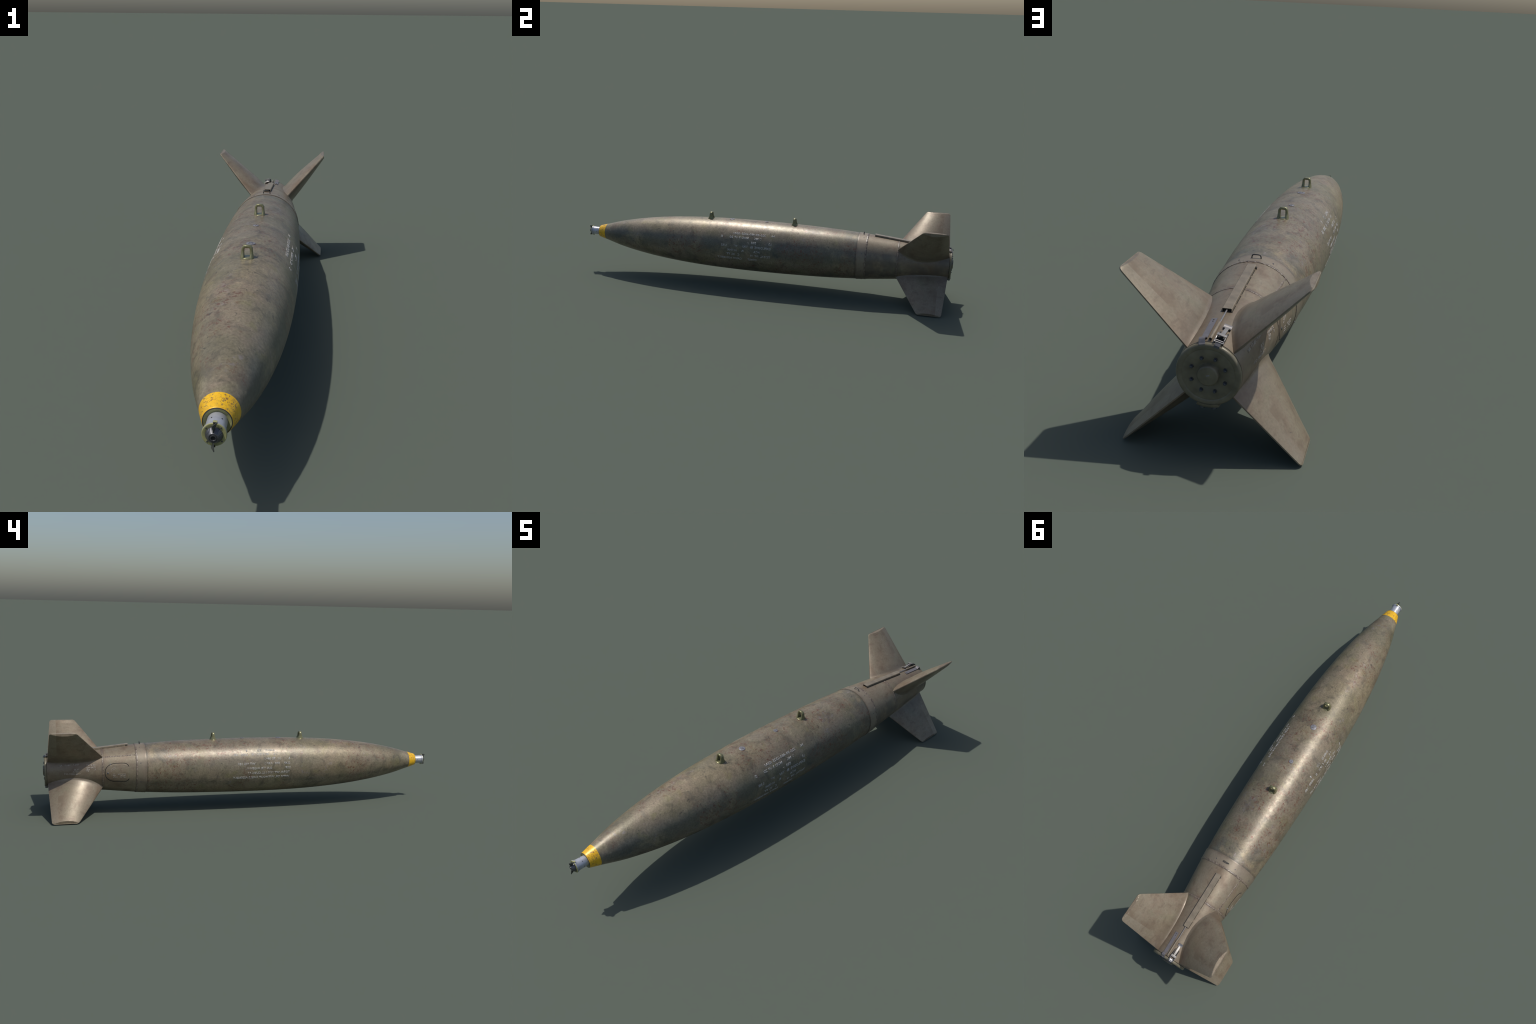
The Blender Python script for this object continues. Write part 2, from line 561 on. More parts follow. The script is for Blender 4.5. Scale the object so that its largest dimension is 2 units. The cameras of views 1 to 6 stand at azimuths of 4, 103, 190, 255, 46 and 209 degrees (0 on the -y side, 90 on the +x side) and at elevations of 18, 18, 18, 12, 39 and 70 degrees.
for k in range(6):
    a = radians(35 + 60 * k)
    ob = link("fuze_hole", hole, M_HOLE, fuze)
    rad = Vector((sin(a), 0, cos(a)))
    ob.matrix_local = Matrix.Translation(Vector((0, -0.952, ZC)) + rad * 0.0208) @ Vector((0, 0, 1)).rotation_difference(rad).to_matrix().to_4x4()


def vane_mesh():
    """Small twisted arming vane: narrow foot on the cone, broad outer blade."""
    secs = []
    n = 9
    for i in range(n):
        t = i / (n - 1)
        r = 0.0100 + (0.0272 - 0.0100) * t
        half = 0.0030 + 0.0050 * min(1.0, 0.25 + t)
        yc = -0.9917 - 0.0007 * t
        tw = -radians(12 + 14 * t)
        th = 0.0008
        secs.append([(u * sin(tw) + w * cos(tw), yc - u * cos(tw) + w * sin(tw), r)
                     for u, w in ((-half * (0.55 + 0.45 * t), -th), (half, -th), (half, th), (-half * (0.55 + 0.45 * t), th))])
    return loft("arming_vane", secs)


vm = vane_mesh()
for k in range(2):
    ob = link("arming_vane", vm, M_VANE, fuze, angle=30)
    ob.matrix_local = Matrix.Translation((0, 0, ZC)) @ Matrix.Rotation(radians(4 + 180 * k), 4, 'Y')
tab = merge("vane_stop", [box("t", (0.0080, 0.0066, 0.0044), Matrix.Translation((0, -0.9795, 0.0250)), 0.0004)])
slot = box("vane_slot", (0.0064, 0.0020, 0.0044), Matrix.Translation((0, -0.9829, 0.0243)), 0.0002)
for k in range(2):
    R = Matrix.Translation((0, 0, ZC)) @ Matrix.Rotation(radians(4 + 180 * k), 4, 'Y')
    ob = link("vane_stop", tab, M_OLIVE_FLAT, fuze)
    ob.matrix_local = R
    ob = link("vane_slot", slot, M_HOLE, fuze)
    ob.matrix_local = R


# --------------------------------------------------------- suspension lugs
def lug_mesh():
    """Forged eye: angular arch whose legs flare fore and aft into a round foot."""
    # centre line of the arch in (x, z); z measured up from the skin
    half = [(-0.0132, -0.004), (-0.0127, 0.002), (-0.0123, 0.008), (-0.0119, 0.014), (-0.0115, 0.020), (-0.0112, 0.0258),
            (-0.0076, 0.0312)]
    pts = half + [(0.0, 0.0312)] + [(-x, z) for x, z in reversed(half)]
    secs = []
    for k, (x, z) in enumerate(pts):
        x0, z0 = pts[max(k - 1, 0)]
        x1, z1 = pts[min(k + 1, len(pts) - 1)]
        ta = Vector((x - x0, 0, z - z0)).normalized() if k else None
        tb = Vector((x1 - x, 0, z1 - z)).normalized() if k < len(pts) - 1 else None
        t = ((ta or tb) + (tb or ta)).normalized()
        mitre = 1.0 / max(0.6, t.dot(ta or tb))
        nrm = Vector((-t.z, 0, t.x)) * mitre
        zz = max(0.0, min(1.0, z / 0.030))
        hy = 0.0064 + 0.0098 * (1 - zz) ** 2.6       # half depth along the bomb
        hn = 0.0037 + 0.0013 * (1 - max(0.0, min(1.0, z / 0.016)))
        c = Vector((x, 0, z))
        low = 1 - max(0.0, min(1.0, z / 0.020))           # corners round off toward the foot
        cy, cn = 0.0012 + 0.0062 * low, 0.0012 + 0.0026 * low
        sec = [c + Vector((0, ey, 0)) + nrm * en for ey, en in (
            (-hy + 0.0012, -hn), (hy - 0.0012, -hn), (hy, -hn + 0.0010), (hy, hn - cn), (hy - cy, hn), (-hy + cy, hn),
            (-hy, hn - cn), (-hy, -hn + 0.0010))]
        secs.append(sec)
    arch = loft("arch", secs)
    foot = spin("foot", [(0, 0.0022), (0.0150, 0.0022), (0.0176, 0.0018), (0.0186, 0.0004), (0.0188, -0.006)],
                Matrix.Identity(4), 40)
    return merge("suspension_lug", [arch, foot])


lm = lug_mesh()
for yl in (-0.2845, 0.1725):
    ob = link("suspension_lug", lm, M_OLIVE, root, angle=62)
    ob.matrix_local = Matrix.Translation((0, yl, ZC + body_r(yl) - 0.0004))


# ------------------------------------------------------------ filler plugs
def plug(y, rad, slot_rot, cross=False):
    F = tangent_frame(y, 0.0, 0.0)
    p = link("filler_plug", spin("filler_plug", [(0, 0.0022), (rad * 0.90, 0.0020), (rad, 0.0012), (rad * 1.01, -0.004)], F, 48),
             M_PLUG, root)
    Fr = F @ Matrix.Rotation(radians(slot_rot), 4, 'Z')
    link("plug_slot", box("plug_slot", (rad * 1.35, 0.0014, 0.0012), Fr @ Matrix.Translation((0, 0, 0.0021)), 0.0002), M_HOLE, p)
    holes = [spin("h", [(0, 0.0026), (0.0009, 0.0026), (0.0010, 0.0)],
                  Fr @ Matrix.Translation((0, s * rad * 0.55, 0)), 12) for s in (-1, 1)]
    link("plug_pin_hole", merge("plug_pin_hole", holes), M_HOLE, p)


plug(-0.168, 0.0133, 40)
plug(0.0215, 0.0090, 78)

# ------------------------------------------------------------- tail sleeve
ysl = [0.5615 + (0.9805 - 0.5615) * i / 90 for i in range(91)]


def dents(y, a):
    p = Vector((sin(a) * 0.1, y, cos(a) * 0.1))
    return 0.0002 * noise.noise(p * 14) + 0.00008 * noise.noise(p * 70)


prof = [(y, sleeve_r(y)) for y in ysl] + [(0.9812, 0.0728), (0.9812, 0.069)]
sleeve = link("tail_sleeve", lathe("tail_sleeve", prof, 192, dents), M_SLEEVE, root, angle=40)
collar = [(0.5205, 0.1195), (0.5172, 0.1214), (0.5174, 0.1226), (0.5190, sleeve_r(0.5190) + 0.0008)]
collar += [(0.523 + 0.0395 * i / 12, sleeve_r(0.523 + 0.0395 * i / 12) + 0.0008) for i in range(13)] + [(0.5632, sleeve_r(0.5635) - 0.001)]
link("sleeve_collar", lathe("sleeve_collar", collar, 192), M_COLLAR, sleeve, angle=40)


def ring_bead(y, rad, name):
    n = 420
    path = []
    for i in range(n):
        a = 2 * pi * i / n
        yy = y + 0.0010 * noise.noise(Vector((sin(a) * 9, cos(a) * 9, y * 50)))
        path.append(on_surface(yy, a, 0.0001))
    return sweep(name, path, rad, 12, closed=True, rough=0.55, freq=260, flat=3.8)


def line_bead(y0, y1, a0, a1, rad, name):
    n = 130
    path = []
    for i in range(n):
        t = i / (n - 1)
        y = y0 + (y1 - y0) * t
        a = a0 + (a1 - a0) * t + 0.012 * noise.noise(Vector((y * 60, 3, 1)))
        path.append(on_surface(y, a, -0.0005))
    return sweep(name, path, rad, 12, rough=0.7, freq=230, flat=3.0)


weld = link("weld_seam", merge("weld_seam", [
    ring_bead(0.5622, 0.0013, "a"), ring_bead(0.7235, 0.0007, "b"),
    line_bead(0.563, 0.722, radians(-46.3), radians(-45.6), 0.0011, "c"),
    line_bead(0.563, 0.722, radians(134), radians(134), 0.0011, "d")]), M_WELD, sleeve, angle=None)
weld["kind"] = "stuff"

scr = spin("sleeve_screw", [(0, 0.0010), (0.0014, 0.0010), (0.0021, 0.0005), (0.0022, -0.0012)], Matrix.Identity(4), 16)
for k in range(8):
    a = radians(22.3 + 45 * k)
    ob = link("sleeve_screw", scr, M_BOLT, sleeve)
    ob.matrix_local = tangent_frame(0.5445, a, 0.0010)

# wire handle on the collar
F = tangent_frame(0.5395, 0.0, 0.0)
path = []
for i in range(25):
    a = pi * i / 24
    ca, sa = cos(a), sin(a)
    path.append(F @ Vector((-0.0125 * math.copysign(abs(ca) ** 0.5, ca), 0, -0.002 + 0.0125 * sa ** 0.55)))
link("wire_handle", sweep("wire_handle", path, 0.0016, 10), M_DARK, sleeve)


# --------------------------------------------------- access panel, left flank
def panel_outline(k=1.0):
    """Half-round aft end, squarer forward end with a hinge gap."""
    pts = []
    yc, hy, ha = 0.6560, 0.0575, 24.2
    n = 160
    for i in range(n):
        t = 2 * pi * i / n
        ct, st = cos(t), sin(t)
        e = 0.82 if ct > 0 else 0.46          # rounder aft, boxier forward
        y = yc + hy * math.copysign(abs(ct) ** e, ct) * k
        a = -89.5 + ha * math.copysign(abs(st) ** (0.88 if ct > 0 else 0.60), st) * k
        pts.append((y, radians(a), t))
    return pts


groove = [(y, a) for (y, a, t) in panel_outline() if not (cos(t) < -0.2 and abs(sin(t)) < 0.42)]
start = max(range(len(groove)), key=lambda i: hypot(groove[i][0] - groove[i - 1][0], 0.11 * (groove[i][1] - groove[i - 1][1])))
groove = groove[start:] + groove[:start]
panel_sec = []
outl = panel_outline(0.968)
# thin raised cover plate following the sleeve curvature
verts, faces = [], []
rings = 14
cy, ca_ = 0.6560, radians(-89.5)
for rI in range(rings + 1):
    k = rI / rings
    for (y, a, t) in outl:
        h = 0.0007 if rI < rings else 0.0002
        verts.append(on_surface(cy + (y - cy) * k, ca_ + (a - ca_) * k, h + dents(0.6, 1) * 0))
n = len(outl)
for rI in range(rings):
    for i in range(n):
        j = (i + 1) % n
        faces.append((rI * n + i, rI * n + j, (rI + 1) * n + j, (rI + 1) * n + i))
panel = link("access_panel", mesh_from("access_panel", verts, faces), M_SLEEVE, sleeve, angle=None)


def ribbon(name, line, half, h):
    pts = [on_surface(y, a, h) for (y, a) in line]
    secs = []
    for k, p in enumerate(pts):
        t = (pts[min(k + 1, len(pts) - 1)] - pts[max(k - 1, 0)]).normalized()
        w = Vector((p.x, 0, p.z - ZC)).normalized()
        s = t.cross(w)
        secs.append([p - s * half - w * 0.0012, p - s * half, p + s * half, p + s * half - w * 0.0012])
    return loft(name, secs)


link("panel_groove", ribbon("panel_groove", groove, 0.0014, 0.00055), M_HOLE, panel)
link("hinge_line", ribbon("hinge_line", [(0.6012, radians(-77.5 - 26 * i / 12)) for i in range(13)], 0.0004, 0.0005),
     simple("hinge_line_green", (0.12, 0.135, 0.09), 0.5), panel)
Fp = tangent_frame(0.7005, radians(-90.5), 0.0006)
ls = link("panel_screw", spin("panel_screw", [(0, 0.0014), (0.0030, 0.0012), (0.0040, 0.0004), (0.0042, -0.001)], Fp, 24), M_BOLT, panel)
link("panel_screw_slot", box("panel_screw_slot", (0.0062, 0.0010, 0.0008), Fp @ Matrix.Rotation(0.9, 4, 'Z') @ Matrix.Translation((0, 0, 0.0015)), 0.0002),
     M_STEEL, panel)
Fp = tangent_frame(0.6885, radians(-67), 0.0002)
link("panel_rivet", spin("panel_rivet", [(0, 0.0014), (0.0018, 0.0012), (0.0030, -0.0006)], Fp, 20), M_PLUG, panel)


# --------------------------------------------------------------------- fins
S_ROOT, S_TIP = 0.050, 0.2992
FIN_E = 0.0016                      # half thickness of the blunt outer edge


def fin_le(s):
    y = 0.7215 + (0.8445 - 0.7215) * (s - 0.102) / (0.2992 - 0.102)
    rc = 0.010
    if s > S_TIP - rc:
        d = (s - (S_TIP - rc)) / rc
        y += 0.0085 * (1 - sqrt(max(0, 1 - d * d)))
    return y


def fin_te(s):
    y = 0.9790 + (0.9640 - 0.9790) * (s - 0.074) / (0.2992 - 0.074)
    rc = 0.012
    if s > S_TIP - rc:
        d = (s - (S_TIP - rc)) / rc
        y -= 0.012 * (1 - sqrt(max(0, 1 - d * d)))
    return y


def fin_thick(s, c, side):
    """Half thickness: lens section, thicker on the leeward side of the root."""
    t = max(0.0, min(1.0, (s - 0.085) / (S_TIP - 0.085)))
    if side > 0:
        peak = 0.0385 + (0.0085 - 0.0385) * t ** 1.25
    else:
        peak = 0.0140 + 0.0055 * sin(pi * min(1, t * 1.15) ** 0.8) - 0.0062 * t
    cc = c ** 0.90                   # crest a little ahead of mid chord
    lens = max(0.0, 4 * cc * (1 - cc)) ** 0.95
    h = FIN_E + peak * lens
    # planar tip facet closing the section to the edge
    h = min(h, FIN_E + 1.20 * max(0.0, S_TIP - 0.0012 - s))
    # root fillet
    y = fin_le(s) + (fin_te(s) - fin_le(s)) * c
    R = sleeve_r(min(max(y, 0.6), 0.98))
    sr = sqrt(max(R * R - h * h, 1e-6))
    f = max(0.0, 1 - (s - sr) / 0.010)
    h += 0.0028 * min(f, 1.6) ** 2 * min(1, 6 * c * (1 - c))
    return h


def fin_mesh():
    ns, nc = 84, 60
    sv = [S_ROOT + (S_TIP - 0.0001 - S_ROOT) * (1 - (1 - i / (ns - 1)) ** 1.25) for i in range(ns)]
    cv = [0.5 - 0.5 * cos(pi * j / (nc - 1)) * (0.7 + 0.3) for j in range(nc)]
    verts, faces = [], []

    def idx(side, i, j):
        return side * ns * nc + i * nc + j
    for side in (1, -1):
        for s in sv:
            y0, y1 = fin_le(s), fin_te(s)
            for c in cv:
                verts.append((side * fin_thick(s, c, side), y0 + (y1 - y0) * c, s))
    for k in (0, 1):
        for i in range(ns - 1):
            for j in range(nc - 1):
                faces.append((idx(k, i, j), idx(k, i, j + 1), idx(k, i + 1, j + 1), idx(k, i + 1, j)))
    for i in range(ns - 1):
        for j in (0, nc - 1):
            faces.append((idx(0, i, j), idx(0, i + 1, j), idx(1, i + 1, j), idx(1, i, j)))
    for j in range(nc - 1):
        for i in (0, ns - 1):
            faces.append((idx(0, i, j), idx(0, i, j + 1), idx(1, i, j + 1), idx(1, i, j)))
    return mesh_from("fin", verts, faces)


fm = fin_mesh()
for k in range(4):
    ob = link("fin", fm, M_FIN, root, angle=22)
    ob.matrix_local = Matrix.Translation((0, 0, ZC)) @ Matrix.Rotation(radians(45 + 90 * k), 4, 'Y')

# ------------------------------------------------------------------ tail cap
cap = link("tail_cap", lathe("tail_cap", [
    (0.9800, 0.0690), (0.9822, 0.0700), (0.9826, 0.0728), (0.9845, 0.0737), (0.9890, 0.0735), (0.9920, 0.0718),
    (0.9932, 0.0690), (0.9930, 0.0630), (0.9922, 0.0606), (0.9916, 0.0596), (0.9919, 0.0588), (0.9905, 0.0420), (0.9880, 0.0300), (0.9868, 0.0268), (0.9870, 0.0256),
    (0.9885, 0.0250), (0.9975, 0.0236), (0.9992, 0.0222), (1.0000, 0.0200), (1.0000, 0.0070), (1.0000, 0.0)], 128), M_CAP, root, angle=50)
hexb = merge("cap_bolt", [
    spin("a", [(0, 0.0050), (0.0024, 0.0050), (0.0031, 0.0044), (0.0032, 0.0)], Matrix.Identity(4), 6),
    spin("b", [(0.0015, 0.0012), (0.0042, 0.0010), (0.0045, -0.001)], Matrix.Identity(4), 20)])
for k in range(8):
    a = radians(22.5 + 45 * k)
    ob = link("cap_bolt", hexb, M_BOLT, cap, angle=30)
    ob.matrix_local = Matrix.Translation((0.0405 * sin(a), 0.9918, ZC + 0.0405 * cos(a))) @ Matrix.Rotation(radians(-90), 4, 'X') @ Matrix.Rotation(k * 0.7, 4, 'Z')
link("hub_scar", box("hub_scar", (0.0075, 0.0004, 0.0024), Matrix.Translation((-0.001, 0.99995, ZC + 0.002)) @ Matrix.Rotation(0.3, 4, 'Y'), 0.0001),
     M_PLUG, cap)
link("cap_gap", lathe("cap_gap", [(0.9803, 0.0705), (0.9832, 0.0705)], 96), M_HOLE, cap)

# --------------------------------------------- conduit channel and lanyard rod
y0, y1 = 0.5975, 0.8450
secs_o, secs_i = [], []
CH = []
for (y, zz) in ((y0, None), (0.72, None), (y1, None)):
    base = ZC + sleeve_r(y)
    CH.append((y, base))


def channel():
    w, h, th = 0.0116, 0.0088, 0.0012
    outer = [(-w, -0.006), (-w, h - 0.0015), (-w + 0.0015, h), (w - 0.0015, h), (w, h - 0.0015), (w, -0.006)]
    inner = [(x * (w - th) / w, min(z, h - th) if z > 0 else z) for x, z in outer]
    ring = outer + inner[::-1]
    secs = []
    for i in range(9):
        y = y0 + (y1 - y0) * i / 8
        t = i / 8
        # straight bar laid over the slightly curved cone
        zb = (1 - t) * (ZC + sleeve_r(y0)) + t * (ZC + sleeve_r(y1)) + 0.0002
        secs.append([(x - 0.0006, y, zb + z) for x, z in ring])
    return loft("channel", secs, cap=True)


chan = link("lanyard_channel", channel(), M_CHAN, root, angle=30)
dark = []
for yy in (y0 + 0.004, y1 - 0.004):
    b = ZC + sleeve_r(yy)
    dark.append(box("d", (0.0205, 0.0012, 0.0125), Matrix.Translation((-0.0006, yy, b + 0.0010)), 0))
for sgn in (-1, 1):                  # black strip modelled as the contact shadow beside the channel
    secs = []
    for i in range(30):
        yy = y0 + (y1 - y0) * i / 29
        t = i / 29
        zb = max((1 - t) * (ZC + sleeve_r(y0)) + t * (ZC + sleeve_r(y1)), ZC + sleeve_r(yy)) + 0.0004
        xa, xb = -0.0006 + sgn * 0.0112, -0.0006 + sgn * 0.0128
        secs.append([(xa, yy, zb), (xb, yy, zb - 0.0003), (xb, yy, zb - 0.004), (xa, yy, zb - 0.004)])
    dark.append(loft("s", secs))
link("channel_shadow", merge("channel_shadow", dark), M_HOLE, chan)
lugs = []
for yy in (0.612, 0.655, 0.705, 0.76, 0.81):
    lugs.append(box("w", (0.0020, 0.009, 0.0024), Matrix.Translation((-0.0128, yy, ZC + sleeve_r(yy) + 0.0000)), 0.0007))
lw = link("channel_weld", merge("channel_weld", lugs), M_WELD, chan)
lw["kind"] = "stuff"
hk = tangent_frame(0.605, radians(-7), 0.003)
link("channel_clip", box("channel_clip", (0.0035, 0.006, 0.007), hk, 0.001), M_DARK, chan)

rod_path = [(-0.0004, y, ZC + surf_r(min(y, 0.98)) + 0.0042) for y in (0.835, 0.86, 0.885, 0.910)]
link("lanyard_rod", sweep("lanyard_rod", rod_path, 0.0021, 12), M_STEEL, chan)
tube_path = [(0.0002, y, ZC + surf_r(min(y, 0.98)) + 0.0046) for y in (0.905, 0.907, 0.93, 0.955, 0.978)]
link("lanyard_tube", sweep("lanyard_tube", tube_path, 0.0036, 16), M_CHAN, chan)
link("tube_bore", sweep("tube_bore", [(0.0002, y, ZC + surf_r(0.978) + 0.0046) for y in (0.9777, 0.9783)], 0.0027, 14), M_HOLE, chan)


# ------------------------------------------------------------- strap and latch
def ribbon_sheet(name, frame, path, half, th):
    """Bent strip: path of (v, w) in a frame, extruded across u."""
    secs = []
    for k, (v, w) in enumerate(path):
        a = path[max(k - 1, 0)]
        b = path[min(k + 1, len(path) - 1)]
        t = Vector((0, b[0] - a[0], b[1] - a[1])).normalized()
        nrm = Vector((0, -t.z, t.y))
        c = Vector((0, v, w))
        secs.append([frame @ (c + Vector((s * half, 0, 0)) + nrm * n2) for s, n2 in ((-1, 0), (1, 0), (1, th), (-1, th))])
    return loft(name, secs)


a_s = radians(12.2)
Fs = tangent_frame(0.930, a_s, 0.0)
pth = [(-0.0500, 0.0012), (-0.030, 0.0012), (0.0, 0.0012), (0.030, 0.0013), (0.0405, 0.0016), (0.0430, 0.0040),
       (0.0455, 0.0072), (0.0490, 0.0085), (0.0530, 0.0078), (0.0560, 0.0050), (0.0580, 0.0015), (0.0600, -0.0004), (0.0625, -0.0014)]
strap = link("retaining_strap", ribbon_sheet("retaining_strap", Fs, pth, 0.0072, 0.0014), M_STRAP, root, angle=30)
for vv in (-0.0430, -0.0350):
    link("strap_rivet", spin("strap_rivet", [(0, 0.0012), (0.0010, 0.0011), (0.0016, -0.0004)],
                             Fs @ Matrix.Translation((0.0, vv, 0.0026)), 12), M_HOLE, strap)

a_l = radians(-14.8)
Fl = tangent_frame(0.950, a_l, 0.0)


def T(u, v, w, rx=0.0):
    return Fl @ Matrix.Translation((u, v, w)) @ Matrix.Rotation(rx, 4, 'X')


latch = link("latch", box("latch", (0.0090, 0.0500, 0.0018), T(0, -0.009, 0.0080, radians(9)), 0.0005), M_PLATE, root)
link("latch_lip", ribbon_sheet("latch_lip", Fl, [(-0.0395, 0.0078), (-0.0375, 0.0066), (-0.0350, 0.0052), (-0.0310, 0.0046), (-0.028, 0.0046)],
                               0.0094, 0.0014), M_STEEL, latch, angle=30)
link("latch_base", merge("latch_base", [
    box("a", (0.0170, 0.0085, 0.0045), T(0, -0.0330, 0.0018), 0.0006),
    box("b", (0.0200, 0.0080, 0.0060), T(0, 0.0140, 0.0025), 0.0006),
    box("c", (0.0026, 0.0230, 0.0115), T(-0.0096, 0.0210, 0.0058), 0.0006),
    box("d", (0.0026, 0.0230, 0.0115), T(0.0096, 0.0210, 0.0058), 0.0006),
    box("e", (0.0024, 0.0300, 0.0050), T(-0.0088, 0.0020, 0.0070, radians(24)), 0.0006),
    box("f", (0.0024, 0.0300, 0.0050), T(0.0088, 0.0020, 0.0070, radians(24)), 0.0006)]), M_DARK, latch)
link("latch_bridge", box("latch_bridge", (0.0230, 0.0085, 0.0022), T(0, 0.0165, 0.0142), 0.0006), M_PLATE, latch)
bail = []
for s in (-1, 1):
    bail.append(sweep("r", [T(s * 0.0098, v, w).translation for v, w in ((0.012, 0.0130), (0.022, 0.0128), (0.030, 0.0105), (0.0375, 0.0066))], 0.0013, 8))
bail.append(sweep("r", [T(u, 0.0365, 0.0068).translation for u in (-0.0115, -0.005, 0.005, 0.0115)], 0.0013, 8))
bail.append(sweep("r", [T(u, 0.0285, 0.0060).translation for u in (-0.0095, 0.0, 0.0095)], 0.0014, 8))
link("latch_bail", merge("latch_bail", bail), M_STEEL, latch)
link("latch_hook", ribbon_sheet("latch_hook", Fl, [(0.0310, 0.0024), (0.0360, 0.0040), (0.0410, 0.0044), (0.0450, 0.0020), (0.0465, -0.002)],
                                0.0062, 0.0018), M_GUN, latch, angle=30)

# hinge bracket under the tail cap
a_b = pi
brk = []
for i in range(15):
    a = pi + radians(19.0) * (i - 7) / 7
    brk.append([(r * sin(a), y, ZC + r * cos(a)) for (y, r) in
                ((0.9700, 0.0735), (0.9945, 0.0700), (0.9930, 0.0765), (0.9915, 0.0785), (0.9715, 0.0805), (0.9700, 0.0795))])
bracket = link("hinge_bracket", loft("hinge_bracket", brk), M_CAP, root, angle=30)
hb = spin("bracket_bolt", [(0, 0.0045), (0.0052, 0.0045), (0.0066, 0.0037), (0.0068, -0.002)], Matrix.Identity(4), 24)
for s in (-1, 1):
    a = pi + radians(9.6) * s
    ob = link("bracket_bolt", hb, M_BOLT, bracket)
    rad = Vector((sin(a), 0, cos(a)))
    ob.matrix_local = Matrix.Translation(Vector((0, 0.9855, ZC)) + rad * 0.0788) @ Vector((0, 0, 1)).rotation_difference(rad).to_matrix().to_4x4()


# ----------------------------------------------------------------- lettering
def glyphs(text):
    cu = bpy.data.curves.new("glyphs", 'FONT')
    cu.body = text
    cu.size = 1.0
    cu.resolution_u = 2
    cu.offset = 0.018
    ob = bpy.data.objects.new("glyphs", cu)
    bpy.context.scene.collection.objects.link(ob)
    dg = bpy.context.evaluated_depsgraph_get()
    me = bpy.data.meshes.new_from_object(ob.evaluated_get(dg))
    bpy.data.objects.remove(ob)
    bpy.data.curves.remove(cu)
    return me


def stencil(bm, text, ya, yb, ang, cap_h, slant=0.0, h=0.00045):
    """Lay a line of text on the skin from ya to yb; mirrored, as on the original.
    ang is the angle (degrees) of the middle of the capitals."""
    me = glyphs(text)
    xs = [v.co.x for v in me.vertices]
    if not xs:
        return
    x0, x1 = min(xs), max(xs)
    up = -1.0 if ang > 0 else 1.0
    tmp = bmesh.new()
    tmp.from_mesh(me)
    bpy.data.meshes.remove(me)
    # solid strokes: extrude the flat glyphs a little
    long_e = [e for e in tmp.edges if (e.verts[0].co - e.verts[1].co).length > 0.35]
    if long_e:
        bmesh.ops.subdivide_edges(tmp, edges=long_e, cuts=2)
    ext = bmesh.ops.extrude_face_region(tmp, geom=list(tmp.faces))
    top = set(g for g in ext["geom"] if isinstance(g, bmesh.types.BMVert))
    for v in tmp.verts:
        x = (v.co.x - x0) / (x1 - x0)
        z = (v.co.y - 0.35) / 0.70 * cap_h
        y = ya + (yb - ya) * x
        r = surf_r(y)
        a = radians(ang) + up * z / r + radians(slant) * (x - 0.5)
        v.co = on_surface(y, a, h if v in top else -0.0004)
    m2 = bpy.data.meshes.new("t")
    tmp.to_mesh(m2)
    tmp.free()
    bm.from_mesh(m2)
    bpy.data.meshes.remove(m2)


def lettering(name, lines, mat, parent, cap_h):
    bm = bmesh.new()
    for ln in lines:
        stencil(bm, ln[3], ln[1], ln[2], ln[0], ln[5] if len(ln) > 5 else cap_h, ln[4] if len(ln) > 4 else 0.0,
                ln[6] if len(ln) > 6 else 0.00045)
    bmesh.ops.recalc_face_normals(bm, faces=bm.faces)
    me = bpy.data.meshes.new(name)
    bm.to_mesh(me)
    bm.free()
    ob = link(name, me, mat, parent, smooth=False)
    ob["kind"] = "stuff"
    return ob


def left(px):      # reading position on the left flank
    return -0.197 + (2190 - px) * 0.0001514


def right(px):     # reading position on the right flank
    return 0.088 - (1980 - px) * 0.000158


LEFT = [(-48.5, 1690, 1380, "0-480-32"), (-48.5, 1245, 1090, "325"), (-48.5, 762, 722, "1"),
        (-57.3, 1750, 1640, "1 A"), (-57.3, 1480, 1370, "MB"), (-57.3, 1325, 1300, "1"), (-57.3, 1240, 1085, "GP C"),
        (-57.3, 960, 900, "0"), (-57.3, 780, 535, "2000"), (-57.3, 440, 300, "LBS"),
        (-67.3, 2190, 2120, "L"), (-67.3, 1880, 1770, "LO"), (-67.3, 1700, 1560, "TE"), (-67.3, 1535, 1310, "0845"),
        (-77.3, 2190, 1980, "COMP"), (-77.3, 1830, 1650, "SIVE"), (-77.3, 1570, 1545, "I"), (-77.3, 1500, 1300, "RITO"),
        (-77.3, 1000, 415, "WT 945 LBS"),
        (-87.0, 2200, 2020, "SEP"), (-87.0, 1560, 680, "LLISTER ARSENAL"),
        (-96.8, 2180, 740, "TOTAL WT 1970 LBS. CUBIC FT"),
        (-106.6, 2180, 255, "WITH OIL WITHOUT CABLE ASSEMBLY")]
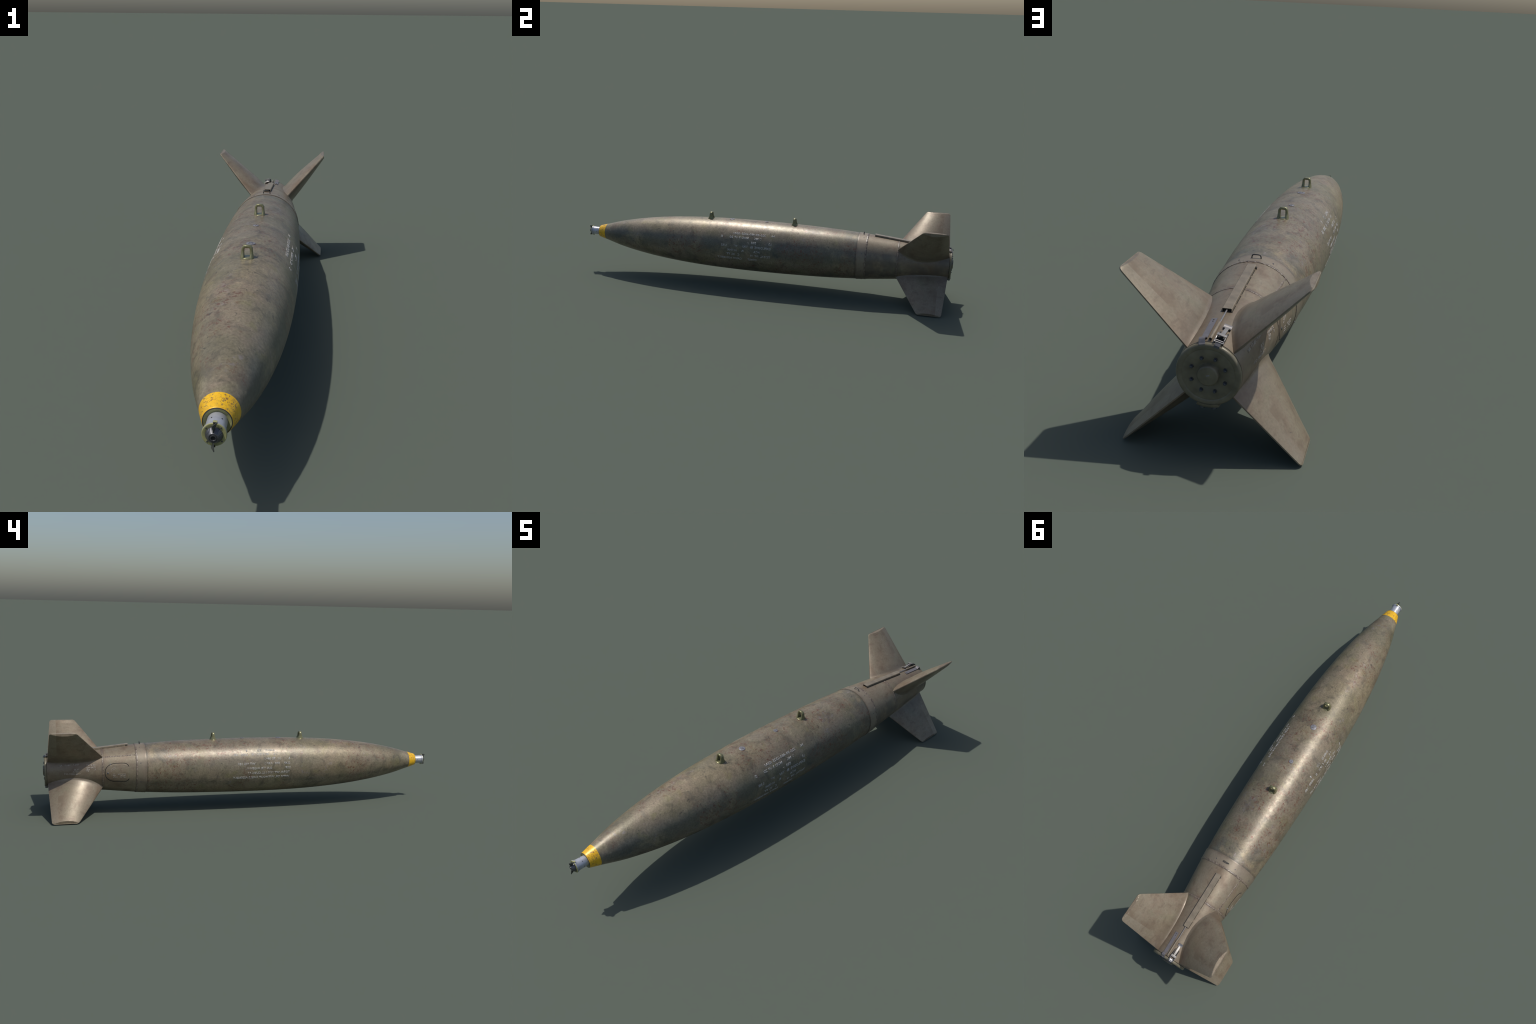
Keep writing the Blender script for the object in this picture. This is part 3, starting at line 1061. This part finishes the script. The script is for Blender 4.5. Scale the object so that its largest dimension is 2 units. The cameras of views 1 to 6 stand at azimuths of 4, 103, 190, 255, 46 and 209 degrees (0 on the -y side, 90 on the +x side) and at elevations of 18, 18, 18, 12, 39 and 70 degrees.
RIGHT = [(48.6, 1980, 1870, "N-"), (48.6, 1680, 1480, "325-"), (48.6, 1470, 870, "30-460-2325"), (48.6, 820, 590, "G3A1"),
         (58.2, 1560, 1500, "D"), (58.2, 1460, 1310, "MK"), (58.2, 1130, 890, "MOD"), (58.2, 845, 815, "1"), (58.2, 770, 640, "GP"),
         (58.2, 600, 480, "20"), (58.2, 250, 160, "5"),
         (67.7, 1920, 1820, "LO"), (67.7, 1400, 1230, "SBS"), (67.7, 1160, 1100, "-"),
         (77.3, 1900, 1360, "EXPLOSIVE"), (77.3, 1300, 1210, "B"), (77.3, 1140, 960, "TRI"), (77.3, 780, 640, "WT"), (77.3, 400, 210, "LBS"),
         (87.0, 1540, 1330, "MCA"), (87.0, 990, 910, "R"), (87.0, 770, 420, "ARSENAL"),
         (96.4, 1900, 1560, "TOTAL"), (96.4, 1530, 1370, "WT"), (96.4, 1300, 1230, "19"), (96.4, 850, 790, "C"), (96.4, 680, 410, "IC FT"),
         (106.2, 1450, 1130, "WITHOUT"), (106.2, 930, 640, "CABLE"), (106.2, 600, 80, "ASSEMBLY")]
lettering("stencil_lettering", [(a, left(p), left(q), t) for a, p, q, t in LEFT]
          + [(a, right(p), right(q), t) for a, p, q, t in RIGHT], M_TEXT, casing, 0.0112)
TAIL = [(-67.0, 0.757, 0.802, "AM-BTAT7"), (-73.9, 0.757, 0.801, "STAMPED"), (-80, 0.757, 0.762, "M"), (-79.4, 0.784, 0.801, "MPR"),
        (-84.6, 0.790, 0.801, "FT"), (-63.2, 0.834, 0.927, "FIN.ATABULE-AM"), (-78.4, 0.834, 0.856, "V.8"),
        (-84.8, 0.835, 0.863, "ASPCA"), (-92.0, 0.827, 0.903, "YAM-CMO2-OR3")]
lettering("tail_lettering", TAIL, M_TEXT2, sleeve, 0.0078)
PANEL = [(-78.0, 0.664, 0.687, "LATCH FIRMLY", -7.5, 0.0032, 0.0012), (-82.0, 0.663, 0.687, "BEFORE USE", -7.5, 0.0032, 0.0012),
         (-93.0, 0.618, 0.655, "SERIAL 0338", 0, 0.0040, 0.0012), (-93.0, 0.668, 0.678, "NO", 0, 0.0040, 0.0012),
         (-97.1, 0.618, 0.642, "303030", 0, 0.0040, 0.0012), (-97.1, 0.664, 0.678, "TYPE", 0, 0.0040, 0.0012),
         (-101.0, 0.618, 0.642, "LOT 10", 0, 0.0040, 0.0012), (-101.0, 0.656, 0.678, "WATER", 0, 0.0040, 0.0012)]
lettering("panel_lettering", PANEL, M_TEXT2, panel, 0.004)

# rest the lower fins exactly on the ground
bpy.context.view_layer.update()
low = min((o.matrix_world @ Vector(c)).z for o in bpy.context.scene.objects if o.type == 'MESH'
          for c in ([v.co for v in o.data.vertices] if o.name.startswith("fin") and "screw" not in o.name else []))
root.location.z = -low
